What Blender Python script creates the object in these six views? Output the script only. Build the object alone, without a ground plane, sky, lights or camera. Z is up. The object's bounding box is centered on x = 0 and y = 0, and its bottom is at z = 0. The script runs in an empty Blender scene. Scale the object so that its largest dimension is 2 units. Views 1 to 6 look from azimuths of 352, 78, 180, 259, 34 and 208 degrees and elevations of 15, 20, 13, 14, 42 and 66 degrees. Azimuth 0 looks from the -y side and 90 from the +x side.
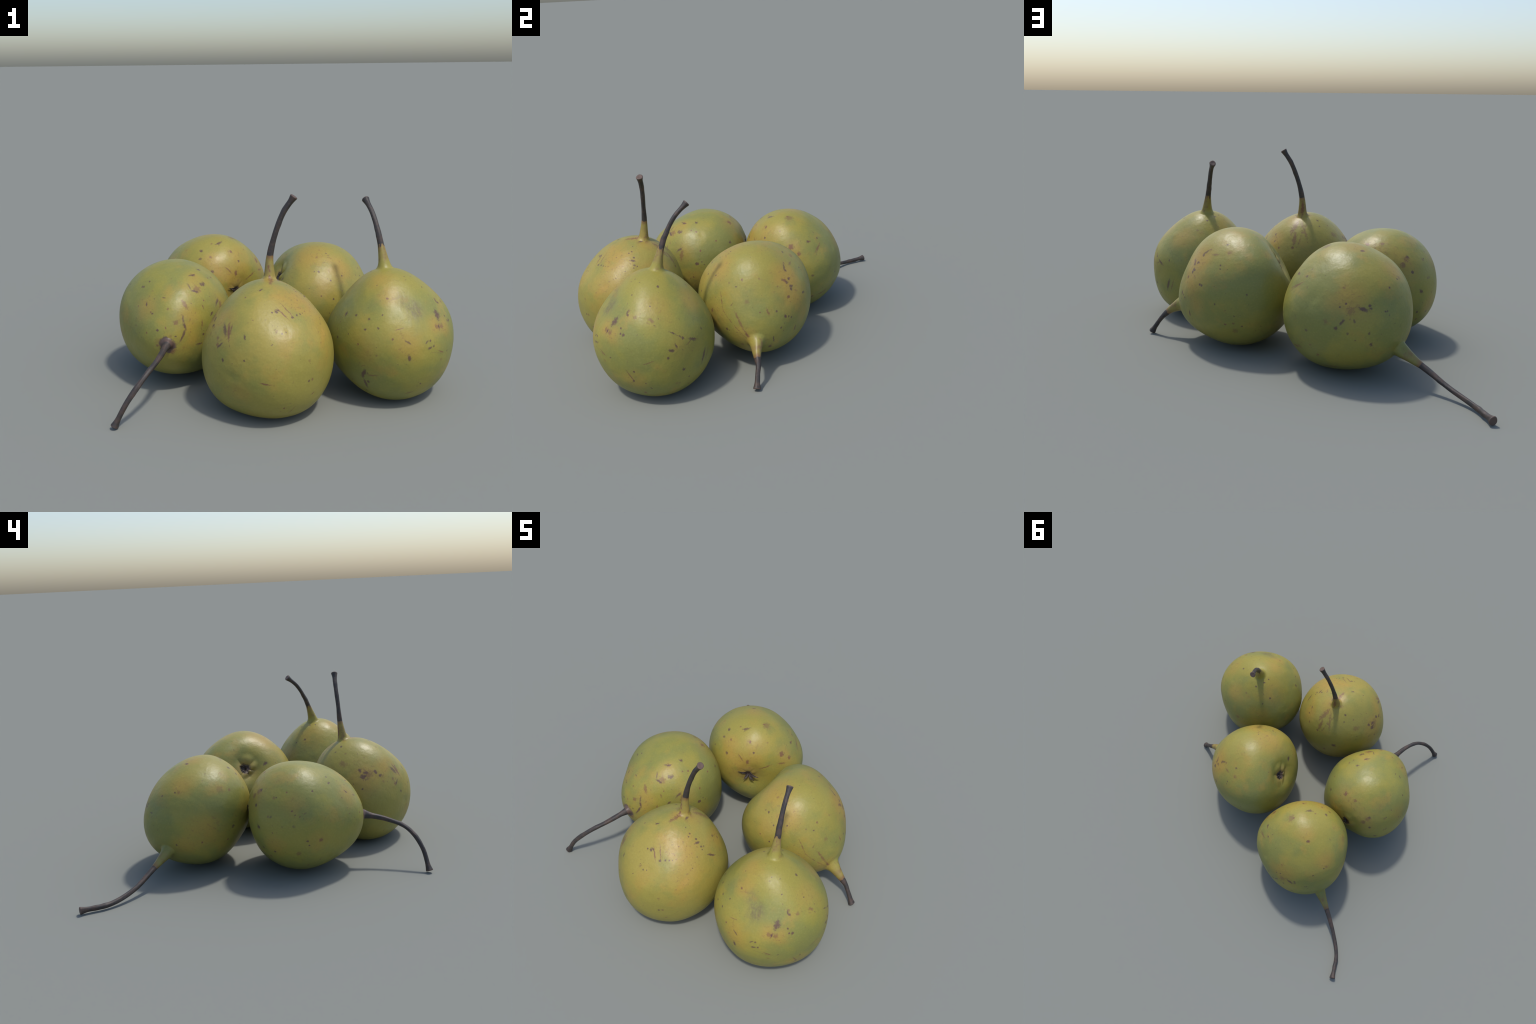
"""Five round green pears lying in a loose ring, two standing on their bases and
three tipped over, each with a fleshy neck, a long dark stalk and a dried calyx.

Every pear is one smooth lofted surface: rings round the pear's own axis (a nearly
spherical body with a few low lumps and a dimpled base), a fillet into a fleshy neck,
then a tube swept along the curve of the stalk.  The surface is split where the
green flesh turns into the dark stalk, and a ring of dry sepals sits in the dimple."""
import bpy, math, random
import numpy as np
from mathutils import Matrix, Vector

random.seed(7)
np.random.seed(7)

# ------------------------------------------------------------------ the pears
# centre   : middle of the body;  axis_rows : the pear's own x, y, z (z to the stalk)
# lumps    : low rounded harmonics of the body radius, order by order, in mm
# stalk    : five points the stalk's middle line passes through (pear space)
# green    : length of the fleshy green neck;  radii : root, end of neck, middle, tip
# calyx    : direction of the calyx from the centre (pear space)
PEARS = [
    dict(
        label="upright yellow-green pear with long curved dark stalk",
        seed=1, centre=(-0.0949, -0.6847, 0.281),
        axis_rows=((0.99699, 0, -0.07757), (-0.0227, 0.95621, -0.2918), (0.07418, 0.29268, 0.95333)),
        lumps=(
            304.07,
            -0.00, 0.00, 0.00,
            2.08, 1.75, 7.17, 1.96, -2.25,
            4.56, -3.96, -4.08, -2.02, 4.63, 0.01, 0.81,
            1.15, 0.35, 3.24, 1.37, -3.03, -0.60, -1.15, 1.57, -0.50,
            1.52, 0.33, -1.08, -0.93, 1.63, 1.79, -0.47, -2.19, 0.13, -0.05, 0.53),
        stalk=((0, 0, 0.3351), (-0.002, -0.0176, 0.4358), (0.0137, -0.0443, 0.5327), (0.0428, -0.0726, 0.6277), (0.086, -0.1039, 0.7036)),
        green=0.11, radii=(0.03, 0.0152, 0.0124, 0.0186), flare=1.45, lift=0.012, streak=0.012, ripe=0.24, tan=0.25, longer=0.007,
        calyx=np.array((0.0975, 0.3487, -0.9343)), basin=dict(crumb=1.0, depth=0.012, width=0.2, shift=(0, 0, 0), turn=0.5, ridges=5, cushion=0.16, mound=0.005, pit=0.006, sepal=0.02, rise=20, curl=40, twist=0.6),
        yellow=[
            (36, -100.5, 101.9, 0.8), (66.7, -93, 114.6, 0.9), (87.3, -115.7, 114.1, 0.6), (52.8, -29.9, 138.7, 0.9),
            (78, -41.4, 102.3, 0.7), (46.1, -24.1, 98.3, 0.7),
        ],
        ochre=[
            (30.1, -75.7, 59.5, 0.9), (63.1, -150.1, 63, 0.7), (64.8, -37, 83.1, -45.3, 24, 1), (125.4, -127.8, 46.9, 0.5),
            (9.2, -103.7, 32.5, 0.8), (38.9, -49.9, 93.7, 0.9), (65, -36.8, 83.3, 0.6), (8.5, 28.2, 57, 0.6),
            (41.7, 29.6, 63.7, 0.8), (63.5, 177.4, 89.8, 0.7), (69.7, -152.2, 81, 0.6),
        ],
        bruise=[
        ],
        russet=[
            (41.5, -83.6, 56.9, -71.8, 2.3, 1), (65.8, -139.8, 78.7, -136.8, 7, 1), (65.7, -136.1, 74.1, -135.8, 3.1, 1), (114.5, -105.6, 115, -97.1, 3.1, 1),
            (111.6, -55.6, 6.3, 0.8), (125.1, -50.2, 123.4, -47, 3.2, 1), (95.4, -62.5, 7, 0.5), (137.3, -79.4, 4.7, 1),
            (143.4, -69.9, 136.2, -66.6, 3.2, 0.6), (61.2, -115.4, 3.1, 0.7), (57.5, -79.6, 47, -89.8, 3.8, 1), (17.5, 98.2, 39.5, 78.8, 6.8, 0.8),
            (12.4, 62.9, 28, 60.3, 16.2, 0.8), (27.5, 69.7, 39.6, 70.9, 11.4, 0.8), (26.3, 87.4, 10.3, 0.7), (44, 69.4, 7.9, 1),
            (40.6, 149.8, 12.8, 0.5), (47.3, 46.1, 5.7, 1), (16.6, -96.3, 1.6, 53.2, 10.7, 0.9), (61.5, -179.1, 24, 0.7),
            (84.7, -150.6, 9.2, 0.8), (78.9, -151.3, 8.1, 0.7), (39.7, 152.1, 12.1, 0.6), (28.9, 160.3, 5.1, 0.7),
            (75.9, -165.4, 8, 0.5), (32.3, 94, 13.1, 81.3, 9.3, 0.7), (71.3, 89.2, 9.8, 1), (41.5, 154.7, 14.4, 0.5),
        ],
        scar=[
            (48.3, -91.7, 49.9, -87.2, 3.9, 1), (74.9, -121.3, 78.3, -120.4, 3.8, 1), (54.2, -66.9, 4.7, 1), (52.3, -58.5, 3.1, 1),
            (87.2, -150.5, 82.9, -144.4, 3.9, 1), (71.2, -83.5, 3.1, 1), (82.3, -96.5, 3.8, 0.7), (97.5, -144, 7, 1),
            (96.4, -120.4, 4.6, 1), (100.1, -133, 3.1, 1), (68.2, -163.6, 4.8, 1), (29.3, -116, 26.3, -113.6, 4, 1),
            (34.2, -23.9, 33.5, -17.1, 7.4, 1), (30, -20, 5.6, 1), (23.8, -32.1, 4.7, 1), (26.7, -35.5, 4.7, 1),
            (38.4, -14.6, 5.6, 1), (39.1, -9.8, 4.6, 1), (41.6, -13.9, 3.7, 1), (17.4, -41.9, 3.8, 1),
            (51.9, -96, 4.8, 1), (56.3, -73.3, 5.7, 1), (53.5, -62.4, 4.7, 1), (72.5, -87.2, 4.8, 1),
            (47.8, -24.5, 3.7, 1), (58.6, -32.4, 3.7, 1), (8.6, -39.3, 7, -14.2, 5.7, 1), (112.9, -59.6, 5.8, 1),
            (36.1, 20.9, 7, 0.8), (42.6, 31.1, 6.9, 0.8), (17.6, 151.9, 7, 1), (24, 134.7, 5.8, 0.8),
            (62.3, -168.1, 9.7, 1), (62.4, 174.4, 17, 1), (54.1, 173.7, 10, 1), (58.9, 179.9, 10, 0.9),
            (68.5, -165.8, 7, 1), (66.8, -145.8, 75.8, -141, 8.1, 0.9), (74.7, 168.2, 5, 1), (48.6, -6.5, 53.1, 6, 4.8, 1),
            (50.8, -91.2, 7.6, 1), (57.5, 103.7, 12.9, 1),
        ],
        neck=[((-0.0101, -0.03, 0.3865), (-0.011, -0.03, 0.379), 0.0055, 0.8), ((-0.0043, -0.0306, 0.3392), (-0.004, -0.031, 0.334), 0.006, 0.9), ((-0.0057, 0.0025, 0.4166), (0.0035, 0.0272, 0.3457), 0.0085, 0.95), ((-0.006, -0.028, 0.37), (-0.004, -0.028, 0.362), 0.004, 0.8)],
    ),
    dict(
        label="upright green pear with bruise and curved dark stalk",
        seed=2, centre=(0.5265, -0.6089, 0.286),
        axis_rows=((0.99641, 0, 0.08461), (0.01239, 0.98921, -0.14596), (-0.0837, 0.14648, 0.98567)),
        lumps=(
            302.10,
            -0.00, -0.00, 0.00,
            0.45, -4.71, 2.28, 0.34, 0.64,
            5.68, 4.28, -4.43, 1.40, -2.80, 1.25, -0.10,
            2.14, -1.74, 2.14, 0.30, 3.85, 1.21, 0.48, 1.06, -0.09,
            2.23, -0.19, -2.17, -0.75, -1.86, 0.01, -0.94, -1.05, -0.85, -0.05, 0.75),
        stalk=((0, 0, 0.3476), (-0.0018, 0.0146, 0.4322), (-0.0057, 0.0377, 0.5168), (-0.013, 0.0747, 0.597), (-0.0247, 0.1293, 0.6615)),
        green=0.0989, radii=(0.032, 0.015, 0.0119, 0.0182), flare=1.5, lift=0.016, streak=0.13, ripe=0.03, tan=0.0, longer=0.006,
        calyx=np.array((-0.1145, 0.2049, -0.9744)), basin=dict(crumb=1.0, depth=0.012, width=0.2, shift=(0, 0, 0), turn=1.5, ridges=5, cushion=0.16, mound=0.005, pit=0.006, sepal=0.02, rise=20, curl=40, twist=0.6),
        yellow=[
            (79.7, -71.1, 73.9, 0.8), (66.9, -135.6, 65.2, 0.6), (27.6, -115.8, 74.7, 0.6), (80.7, -92.6, 89, 0.7),
            (24.1, 75.3, 102.5, 0.5), (23.8, 166.7, 91.5, 0.5),
        ],
        ochre=[
            (40.2, -105.6, 49.3, 0.7), (86.8, -92, 64.8, 0.6), (23.7, -120.2, 50, 0.6), (89.6, -132, 57.1, 0.5),
            (74.3, -58.2, 37.4, 0.7), (78.5, -49, 48.5, 0.7), (121.4, -23.6, 57.2, 0.6), (44.2, 57.8, 49.3, 0.5),
            (85.5, 20.5, 47.8, 0.4), (43.7, 51.2, 62.6, 0.6), (29.9, 151, 72.6, 0.5), (48.9, -2.7, 66.6, 0.5),
            (56, 113.6, 65.3, 0.5),
        ],
        bruise=[
            (56.3, -77, 45.2, 0.9), (60.5, -73.5, 20.6, 1), (46.3, -86.3, 37, 0.5), (53, -84.7, 60.9, -78.2, 25.1, 0.8),
        ],
        russet=[
            (57.9, -159.1, 76.1, -164.8, 3.3, 1), (76.7, -58.5, 10.8, 0.7), (75, -55.3, 80.4, -57, 3.3, 1), (42.8, -107.1, 5.7, 1),
            (72.9, -101.7, 72, -95, 3.2, 0.8), (113.7, -132.5, 114.1, -122.8, 4.1, 0.8), (137.2, -94.3, 136.2, -86.6, 4.2, 0.8), (106.9, -57.4, 6.7, 0.5),
            (96.8, -71, 100.7, -58.6, 2.5, 0.7), (84.5, -136.7, 4.9, 1), (80.6, -104.9, 4.8, 1), (94.3, -120.4, 4.9, 0.6),
            (105.1, -136.7, 103.9, -132.8, 3.3, 0.6), (77.7, -51.8, 11.3, 0.8), (53.3, -36.8, 8, 0.6), (58.6, -27, 9.5, 0.6),
            (58.8, -11.4, 61.7, -6.8, 7.1, 0.7), (79, 32.2, 81.5, 41.3, 3.2, 0.8), (80.6, 32.1, 84.1, 25.9, 3.2, 0.7), (101.6, -14.1, 97.4, -5.1, 3.2, 0.8),
            (111.1, -31.3, 121.7, -24.6, 3.2, 1), (97.6, -62.2, 101, -54.8, 3.3, 1), (93.1, 60.1, 108.5, 55.6, 3.3, 0.8), (122.2, 21, 8.2, 0.5),
            (137, -12.9, 6.6, 1), (29.3, 75.2, 6.8, 0.7), (72.3, 80.6, 11.6, 0.7),
        ],
        scar=[
            (62.6, -49.2, 70.2, -52.1, 10.9, 1), (53.4, -38.4, 57.6, -37.8, 4.3, 1), (75.8, -38.5, 5.1, 1), (62.3, -126.6, 5.7, 1),
            (71.9, -129.3, 5.7, 1), (58.8, -112.9, 4.1, 1), (29.7, -122.3, 4.1, 1), (37.9, -43.5, 4.2, 1),
            (24.3, -43.3, 3.4, 1), (22.8, -62.3, 3.4, 1), (70.5, -117.3, 4.8, 1), (59.1, -141.9, 5.8, 1),
            (56.8, -156.6, 61.1, -157.4, 5.8, 1), (76.2, -147.8, 4.1, 1), (81.3, -162.2, 5, 1), (82.7, -94.5, 86.3, -90, 4, 0.8),
            (88.2, -76.4, 86.2, -73.2, 4.1, 0.9), (93.2, -74.1, 92.4, -70.9, 4.9, 1), (95.9, -92.7, 100.7, -92.3, 6.5, 1), (108.7, -133.6, 115.9, -139, 8.3, 1),
            (119, -138.1, 128.1, -138, 5.9, 1), (121, -133.9, 6.7, 1), (127.4, -79.2, 5, 1), (132.5, -142.1, 5.9, 1),
            (121.9, -155.3, 5.1, 1), (66.3, -50.6, 15.4, 1), (69.5, -51.6, 62.3, -49.2, 7.3, 1), (77.2, -56.1, 5.7, 1),
            (76.2, -35.2, 7.2, 1), (70.9, -39.8, 4.8, 1), (57.4, -36.4, 6.4, 1), (25.5, -1.5, 6.5, 1),
            (46.5, -12.2, 3.2, 1), (69.8, 8.7, 77.5, 23.4, 3.9, 1), (76.9, 22.6, 6.4, 1), (81.7, 14.7, 86.2, 16.5, 4, 1),
            (87, 9.3, 87.9, 12.7, 7.1, 1), (94.3, 8.4, 6.4, 1), (108.1, 25.3, 8.9, 1), (122.1, -24.7, 5.7, 1),
            (110.7, -23.3, 4.9, 1), (122.6, -11.4, 4.1, 1), (127.8, -5.7, 4.1, 1), (101.2, -48.5, 4.1, 1),
            (86.7, -70.9, 5, 1), (92.1, -67.8, 5, 1), (73.1, 48.7, 4.9, 1), (117.9, 34.5, 4.1, 1),
            (78.6, 29.5, 81.4, 37.7, 7, 0.8), (95, 53.4, 107, 50.1, 6.9, 1), (15.3, 97.1, 5.7, 1), (11.2, 145.1, 5.8, 1),
            (32.7, 141.8, 6.8, 1), (12.1, 178, 4.6, 1), (37.7, 121.8, 4.6, 1),
        ],
        neck=[],
    ),
    dict(
        label="lying green pear with dark root and bent stalk",
        seed=3, centre=(-0.5023, -0.2052, 0.2901),
        axis_rows=((0.98512, -0.17185, 0), (-0.00706, -0.04045, 0.99916), (-0.1717, -0.98429, -0.04107)),
        lumps=(
            302.62,
            0.00, -0.00, -0.00,
            3.73, 1.76, -1.31, -0.52, -2.97,
            7.40, -0.37, 0.65, -0.98, 1.82, -1.86, -2.56,
            0.66, -0.47, -1.74, -1.61, -0.54, 1.32, -0.09, -2.11, 0.16,
            1.98, -1.18, 0.47, -1.96, 0.03, -1.63, -0.43, -0.29, -1.08, 0.00, 0.43),
        stalk=((0, 0, 0.3449), (-0.0259, -0.0216, 0.4683), (-0.0728, -0.0594, 0.5721), (-0.14, -0.1437, 0.6392), (-0.1984, -0.2487, 0.6673)),
        green=0.0, radii=(0.0265, 0.015, 0.0119, 0.0186), flare=1.35, lift=0.007, streak=0.012, ripe=0.03, tan=0.0, longer=0.006,
        calyx=np.array((-0.0173, 0.2302, -0.973)), basin=dict(crumb=1.0, depth=0.013, width=0.22, shift=(0, 0, 0), turn=1.0, ridges=5, cushion=0.17, mound=0.01, pit=0.008, sepal=0.03, rise=35, curl=80, twist=0.8),
        yellow=[
            (13.6, 42.1, 85, 0.8), (31, 60.3, 85.2, 0.5), (87.8, 56.3, 92.4, 0.5),
        ],
        ochre=[
            (26.4, 45.9, 55.4, 0.7), (67.2, 64.6, 52.6, 0.4), (36.6, 124.6, 43.2, 0.5), (20.8, -6.8, 60.2, 0.6),
            (146.5, 51.4, 62.7, 0.8), (77.9, -8.2, 71.5, 0.6), (68.9, 26.3, 61.2, 0.5), (139.5, 123, 61.5, 0.5),
            (101.6, 151.9, 56.8, 0.5), (39.3, 128.1, 59.4, 0.6), (77.7, -168.4, 53.3, 0.5), (120.1, -162.5, 49, 0.6),
            (133.8, 79.4, 90.8, 0.6), (140.3, 122.4, 91.2, 0.5),
        ],
        bruise=[
        ],
        russet=[
            (19.5, 66.8, 11, 0.8), (14.4, 95.8, 12.9, 94.4, 3.4, 1), (39.3, 69.2, 35, 59.1, 8.6, 0.8), (29.6, 89.5, 5.1, 0.8),
            (52.2, 45.1, 4.3, 1), (47.4, 43.6, 45.7, 37.8, 2.6, 1), (37.3, 26.9, 33.6, 15.7, 4.3, 1), (22, 22.3, 3.4, 1),
            (35.9, 160.5, 3.5, 1), (20.3, 156.3, 4.3, 1), (63.2, 89.4, 3.5, 1), (5.6, -71.6, 7.5, -52, 17.1, 1),
            (7.7, -171.1, 8.9, -171.6, 5.1, 0.9), (57.8, 59, 18.7, 0.7), (81.7, 53.6, 5.1, 1), (87.6, 50.7, 5.1, 1),
            (68.1, 29.7, 65.5, 18, 11.2, 0.7), (90.6, 26.1, 6.1, 1), (110.4, 37.4, 5.1, 1), (79.3, -5, 5.1, 1),
            (144.4, 127.2, 13.3, 0.8), (120.7, 142.8, 8.4, 0.6), (129.6, 89.8, 10.3, 0.8), (127.1, 163.8, 6.3, 0.7),
            (124.5, -140.6, 6.4, 1), (138.4, 127.8, 4.5, 1), (108.1, 138.9, 4.4, 1), (103.5, 158.5, 5.2, 1),
            (96.2, 163.7, 4.4, 1), (74, -170.6, 9.8, 0.9), (96.4, -157.1, 12.5, 0.6), (31.2, 121.6, 5.5, 0.8),
            (46.8, 137.7, 3.6, 1), (73.8, -143.7, 4.5, 1), (86, -138.1, 5.5, 1), (134.9, 124.1, 142.3, 128.6, 3.6, 0.6),
            (127.6, 71.4, 13.6, 1), (137, 126, 16.7, 0.7), (73, 68.9, 10.8, 0.6),
        ],
        scar=[
            (64.3, 123.8, 5.3, 1), (65.8, 114.1, 4.4, 1), (29.1, 119, 6, 1), (14.2, 125.3, 6, 1),
            (27.5, 60.3, 21.6, 48.8, 4.3, 0.8), (22.2, 50.1, 19.7, 35.4, 6, 1), (19.6, 35.8, 11.2, 9.2, 6, 1), (70.3, 72.1, 74, 67.2, 4.4, 0.8),
            (86.8, 67.6, 88.5, 63.1, 3.6, 0.8), (65.7, 56.9, 7.9, 0.9), (58.2, 70, 54.4, 65.5, 5.2, 0.8), (53, 63.8, 55.7, 55.7, 5.2, 1),
            (68.3, 32.9, 61.4, 29.8, 6.2, 0.9), (26.4, -11.1, 32.2, -10.6, 4.3, 1), (9.6, 42.4, 4.3, 1), (41, 98.3, 40.2, 94, 3.4, 1),
            (53, 26.5, 49.2, 24.4, 5.2, 1), (34.2, 4.7, 5.2, 1), (43.2, 123, 39.7, 124.7, 4.3, 1), (88.5, 64.8, 7.2, 1),
            (71.5, 69.5, 75.8, 67.4, 5.2, 1), (68.1, 55.2, 11.3, 1), (85.1, 11.3, 10.1, 1), (91.2, 12.6, 4.1, 1),
            (93.8, 8.9, 4.1, 1), (128.2, 36.3, 8.2, 1), (141.9, 146, 8.2, 1), (139, 178.2, 8.3, 1),
            (134.1, 125.4, 7.2, 0.8), (133.1, -150.3, 7.3, 1), (139.2, 176, 136.9, -179.7, 8, 1), (118.5, 142.9, 4.4, 1),
            (83.1, 138.3, 5.3, 1), (63, 122.1, 5.4, 1), (88.5, -171.3, 5.3, 1), (86.3, -166.4, 4.4, 1),
            (119.7, -153.9, 5.4, 1), (127.8, -132.8, 7.4, 1), (141.6, -138.7, 7.4, 1), (124.5, 163.9, 6.2, 0.6),
            (102.3, 173.4, 7.9, 0.5),
        ],
        neck=[],
    ),
    dict(
        label="lying green pear with long stalk and star-shaped calyx",
        seed=4, centre=(-0.261, 0.333, 0.2977),
        axis_rows=((-0.66313, -0.7485, 0), (-0.31336, 0.27762, 0.90815), (-0.67975, 0.60223, -0.41865)),
        lumps=(
            304.40,
            -0.00, -0.00, -0.00,
            4.75, -2.04, 1.19, -2.25, 7.89,
            4.55, -0.95, 2.32, 0.48, -1.68, -0.82, 0.34,
            -0.62, -0.46, -1.01, 0.01, -1.13, -0.98, -0.31, 0.44, 0.22,
            0.61, 0.13, 0.63, 0.55, 0.34, -1.41, -1.16, -1.04, 0.10, -0.91, 0.09),
        stalk=((-0, 0, 0.3424), (-0.0037, 0.0062, 0.4849), (-0.0179, 0.0133, 0.6266), (-0.0546, 0.045, 0.7617), (-0.1349, 0.096, 0.8705)),
        green=0.1213, radii=(0.037, 0.015, 0.0122, 0.0195), flare=1.3, lift=0.016, streak=0.012, ripe=0.08, tan=0.1, longer=0.011,
        calyx=np.array((0.38, -0.27, -0.88)), basin=dict(crumb=1.0, depth=0.06, width=0.37, shift=(-0.03, -0.14, 0), turn=1.0, ridges=5, cushion=0.15, mound=0.006, pit=0.004, sepal=0.052, rise=34, curl=50, twist=0.6),
        yellow=[
            (150.2, 12.3, 137.7, 0.8), (173.4, -143.5, 91.2, 0.6), (160.5, 126.3, 137.8, 0.5),
        ],
        ochre=[
            (149.8, -2.8, 88.5, 0.8), (163.7, 33.5, 59.7, 0.6), (132.8, 31.9, 59, 0.7), (152.4, 165.9, 58.8, 0.6),
            (136.6, 19, 46.1, 1), (159, 62.2, 59.7, 0.6), (72, 143.2, 83.1, 0.7), (109.4, 90, 50.9, 0.7),
            (70, 77.8, 59.5, 0.7), (45.1, 18.1, 91.3, 0.7), (21, 18.2, 64.3, 0.6),
        ],
        bruise=[
        ],
        russet=[
            (127.2, 62.6, 7, 0.8), (130.3, 40.1, 6.9, 0.8), (147.2, 59.5, 10, 0.5), (146.3, 25.1, 153.1, 11.4, 3.9, 0.8),
            (158.5, 16.9, 157.7, 4.5, 7.9, 1), (169.9, -42.8, 173.4, -157.9, 5, 1), (133.8, 95.9, 8.2, 1), (159.4, -14.1, 7.9, 0.6),
            (134.8, 99.8, 22.1, 0.6), (148.8, 60.5, 9, 1), (157.5, 157.5, 16.7, 1), (148.7, 175.3, 10.8, 1),
            (130.4, 171.8, 120.8, 156.8, 3.9, 0.8), (92.9, -145.1, 12.3, 0.5), (155.4, 100.1, 5.9, 0.5), (63.3, 148.8, 17.5, 0.6),
            (76.6, 171.4, 9.7, 0.6), (134.3, 153, 5.5, 1), (127.8, 171, 120.2, 155.8, 3.7, 0.8), (100.2, 89.1, 8.3, 1),
            (82, 135.7, 5.3, 0.7), (73.5, -150, 6.4, 1), (101.1, -138.3, 93.9, -144.2, 5.6, 1), (71.1, -130.3, 54.5, -136.7, 4.7, 1),
            (82.2, -157.4, 4.5, 1), (62, 77.8, 9.1, 0.6), (85.5, 42.5, 17.4, 0.4), (92.1, 34.6, 8.3, 0.7),
            (64.7, -13.3, 5.6, 1), (36.4, 5.3, 5.5, 1), (61.3, 19.2, 10.1, 0.4), (5.3, 37.5, 7.4, 0.7),
            (163.5, -172.5, 155.6, -173, 5.6, 0.8),
        ],
        scar=[
            (119.5, 48.7, 9, 1), (131.9, 62.9, 134.8, 71.8, 6, 1), (160.4, 49.2, 6, 1), (120.1, 37.5, 7.9, 0.8),
            (131.8, 19, 9.8, 0.9), (136.9, 152.9, 7.9, 1), (122.3, 149, 7, 0.8), (134.2, 70, 134.7, 62.9, 6.1, 0.8),
            (126, -156.5, 6.9, 0.8), (106.6, -133.3, 7.1, 1), (59.1, 141, 52.2, 136.7, 8.7, 1), (53.9, 131.4, 6.1, 1),
            (70.7, 146.3, 5.2, 1), (73.2, 152.5, 4.4, 1), (63.2, 160.5, 64.2, 165.8, 5.2, 1), (56.9, 154, 54.8, 155.9, 4.4, 0.8),
            (65.7, 171.3, 7.9, 1), (54.9, 169.2, 5.3, 0.7), (89.7, -169.9, 7.2, 0.8), (33.3, 169.2, 8, 1),
            (39.8, 156.7, 6.1, 0.8), (41.4, 121.2, 4.4, 1), (56.1, 99.4, 5.4, 1), (100.6, 90.7, 7.6, 0.8),
            (60.8, 81.9, 4.6, 1), (74.7, 0.5, 9.3, 0.9), (14.2, 33.8, 5.5, 1), (40.8, 118.5, 4.7, 1),
            (51.7, 132.7, 5.7, 1), (111.3, 22.6, 5.7, 0.7),
        ],
        neck=[],
    ),
    dict(
        label="lying green pear with short stalk and puckered calyx",
        seed=5, centre=(0.286, -0.0252, 0.2982),
        axis_rows=((0.22856, 0.97353, 0), (0.33566, -0.0788, 0.93868), (0.91383, -0.21454, -0.34479)),
        lumps=(
            307.33,
            0.00, -0.00, 0.00,
            -0.70, -3.19, 0.82, 0.82, -2.57,
            8.33, 4.81, -1.30, -0.52, -1.96, -1.06, -1.11,
            0.71, -2.14, 0.49, 1.63, 0.49, -0.56, -0.35, 0.78, -0.15,
            2.67, -0.02, -1.09, 0.36, -1.12, -0.58, 0.89, -0.13, -0.44, -0.09, 1.29),
        stalk=((-0, 0.0001, 0.3521), (0.0012, -0.0107, 0.4106), (0.0055, -0.0315, 0.4656), (0.001, -0.0603, 0.5168), (-0.0035, -0.0948, 0.5646)),
        green=0.0892, radii=(0.0385, 0.0168, 0.0117, 0.019), flare=1.5, lift=0.014, streak=0.014, ripe=0.1, tan=0.2, longer=0.006,
        calyx=np.array((-0.149, 0.2, -0.968)), basin=dict(crumb=1.45, depth=0.042, width=0.29, shift=(0, 0.02, 0), turn=1.0, ridges=5, cushion=0.215, mound=0.021, pit=0.003, sepal=0.036, rise=25, curl=95, twist=1.6),
        yellow=[
            (100.6, 138.9, 138.2, 0.8), (51.2, 129.4, 94.8, 0.7), (64.3, 41.3, 113.1, 0.8),
        ],
        ochre=[
            (113.9, 118.5, 84.5, 0.7), (86.3, 124.1, 65.4, 0.8), (93.4, 151.4, 54.9, 0.5), (69.3, 50.8, 86.8, 1),
            (55.4, 28.3, 69.8, 0.8), (80.1, 129.1, 61.3, 0.6), (44.8, 164.7, 70.2, 0.7), (13.6, 155, 60.3, 0.6),
            (59.3, 39.9, 80, 0.9), (57, 4.6, 49.7, 0.6),
        ],
        bruise=[
        ],
        russet=[
            (107.4, 120.6, 7.5, 0.6), (92, 159.6, 4.6, 1), (97.2, 115.1, 5.6, 0.6), (98.4, 118.2, 93.3, 117.1, 2.8, 0.6),
            (58.9, 133.5, 42.2, 143, 2.6, 1), (42.2, 143, 28, 145.7, 2.6, 1), (24.8, 145.5, 5.8, 168.9, 4.3, 1), (33.7, 126.9, 15.3, 133.7, 6, 0.8),
            (15.3, 133.7, 5.1, 154.6, 6, 1), (72.9, 48, 4.4, 1), (57.5, 60.6, 5.1, 1), (87.4, 57.6, 6.1, 0.8),
            (53.3, 41.3, 8.6, 1), (28.5, 79.9, 4.3, 1), (32.3, 68.2, 28.4, 61.3, 6, 0.8), (39.4, 102.2, 11.9, 0.5),
            (62.2, 103.3, 5.1, 1), (61.4, 83.8, 6, 0.6), (63.1, 119, 5.2, 0.6), (53, 157.9, 8.8, 1),
            (14.2, -157.5, 9.6, 0.6), (66.6, 53.7, 11, 1), (89.2, 50.7, 95.6, 48.4, 5.9, 0.7), (91.8, -23.7, 6.8, 1),
            (89.6, -32.6, 12.8, 0.6), (36.1, 27.6, 7.1, 1), (107.6, 46.9, 10.7, 0.5), (84, -22.8, 5.9, 1),
        ],
        scar=[
            (105.8, 138.9, 3.7, 1), (101.7, 137.6, 5.5, 1), (78.8, 132, 4.7, 1), (99.6, 112.6, 3.8, 1),
            (88.1, 142.4, 4.6, 1), (80.1, 158.4, 4.6, 1), (29.5, 164.5, 7, 1), (65.9, 57.3, 5.2, 1),
            (66.1, 51.1, 8.7, 1), (66.2, 42.6, 5.2, 1), (62.3, 42.3, 6.9, 1), (78.7, 54.7, 7, 1),
            (104.9, 58.2, 6.3, 1), (72.3, 22.1, 6.2, 1), (36, 30.9, 34.7, 27, 6, 1), (38.4, 23.1, 4.3, 1),
            (40.4, 17.5, 4.4, 1), (34, 49.1, 6, 1), (25.6, 18, 5.2, 1), (56.7, 112, 4.3, 1),
            (15, -39.1, 8.8, 1), (42.4, -10.2, 42.8, -4, 3.6, 1), (15.5, 7.1, 15.9, -12.3, 3.5, 1), (77.6, 56, 85.8, 58.3, 6, 0.8),
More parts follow.
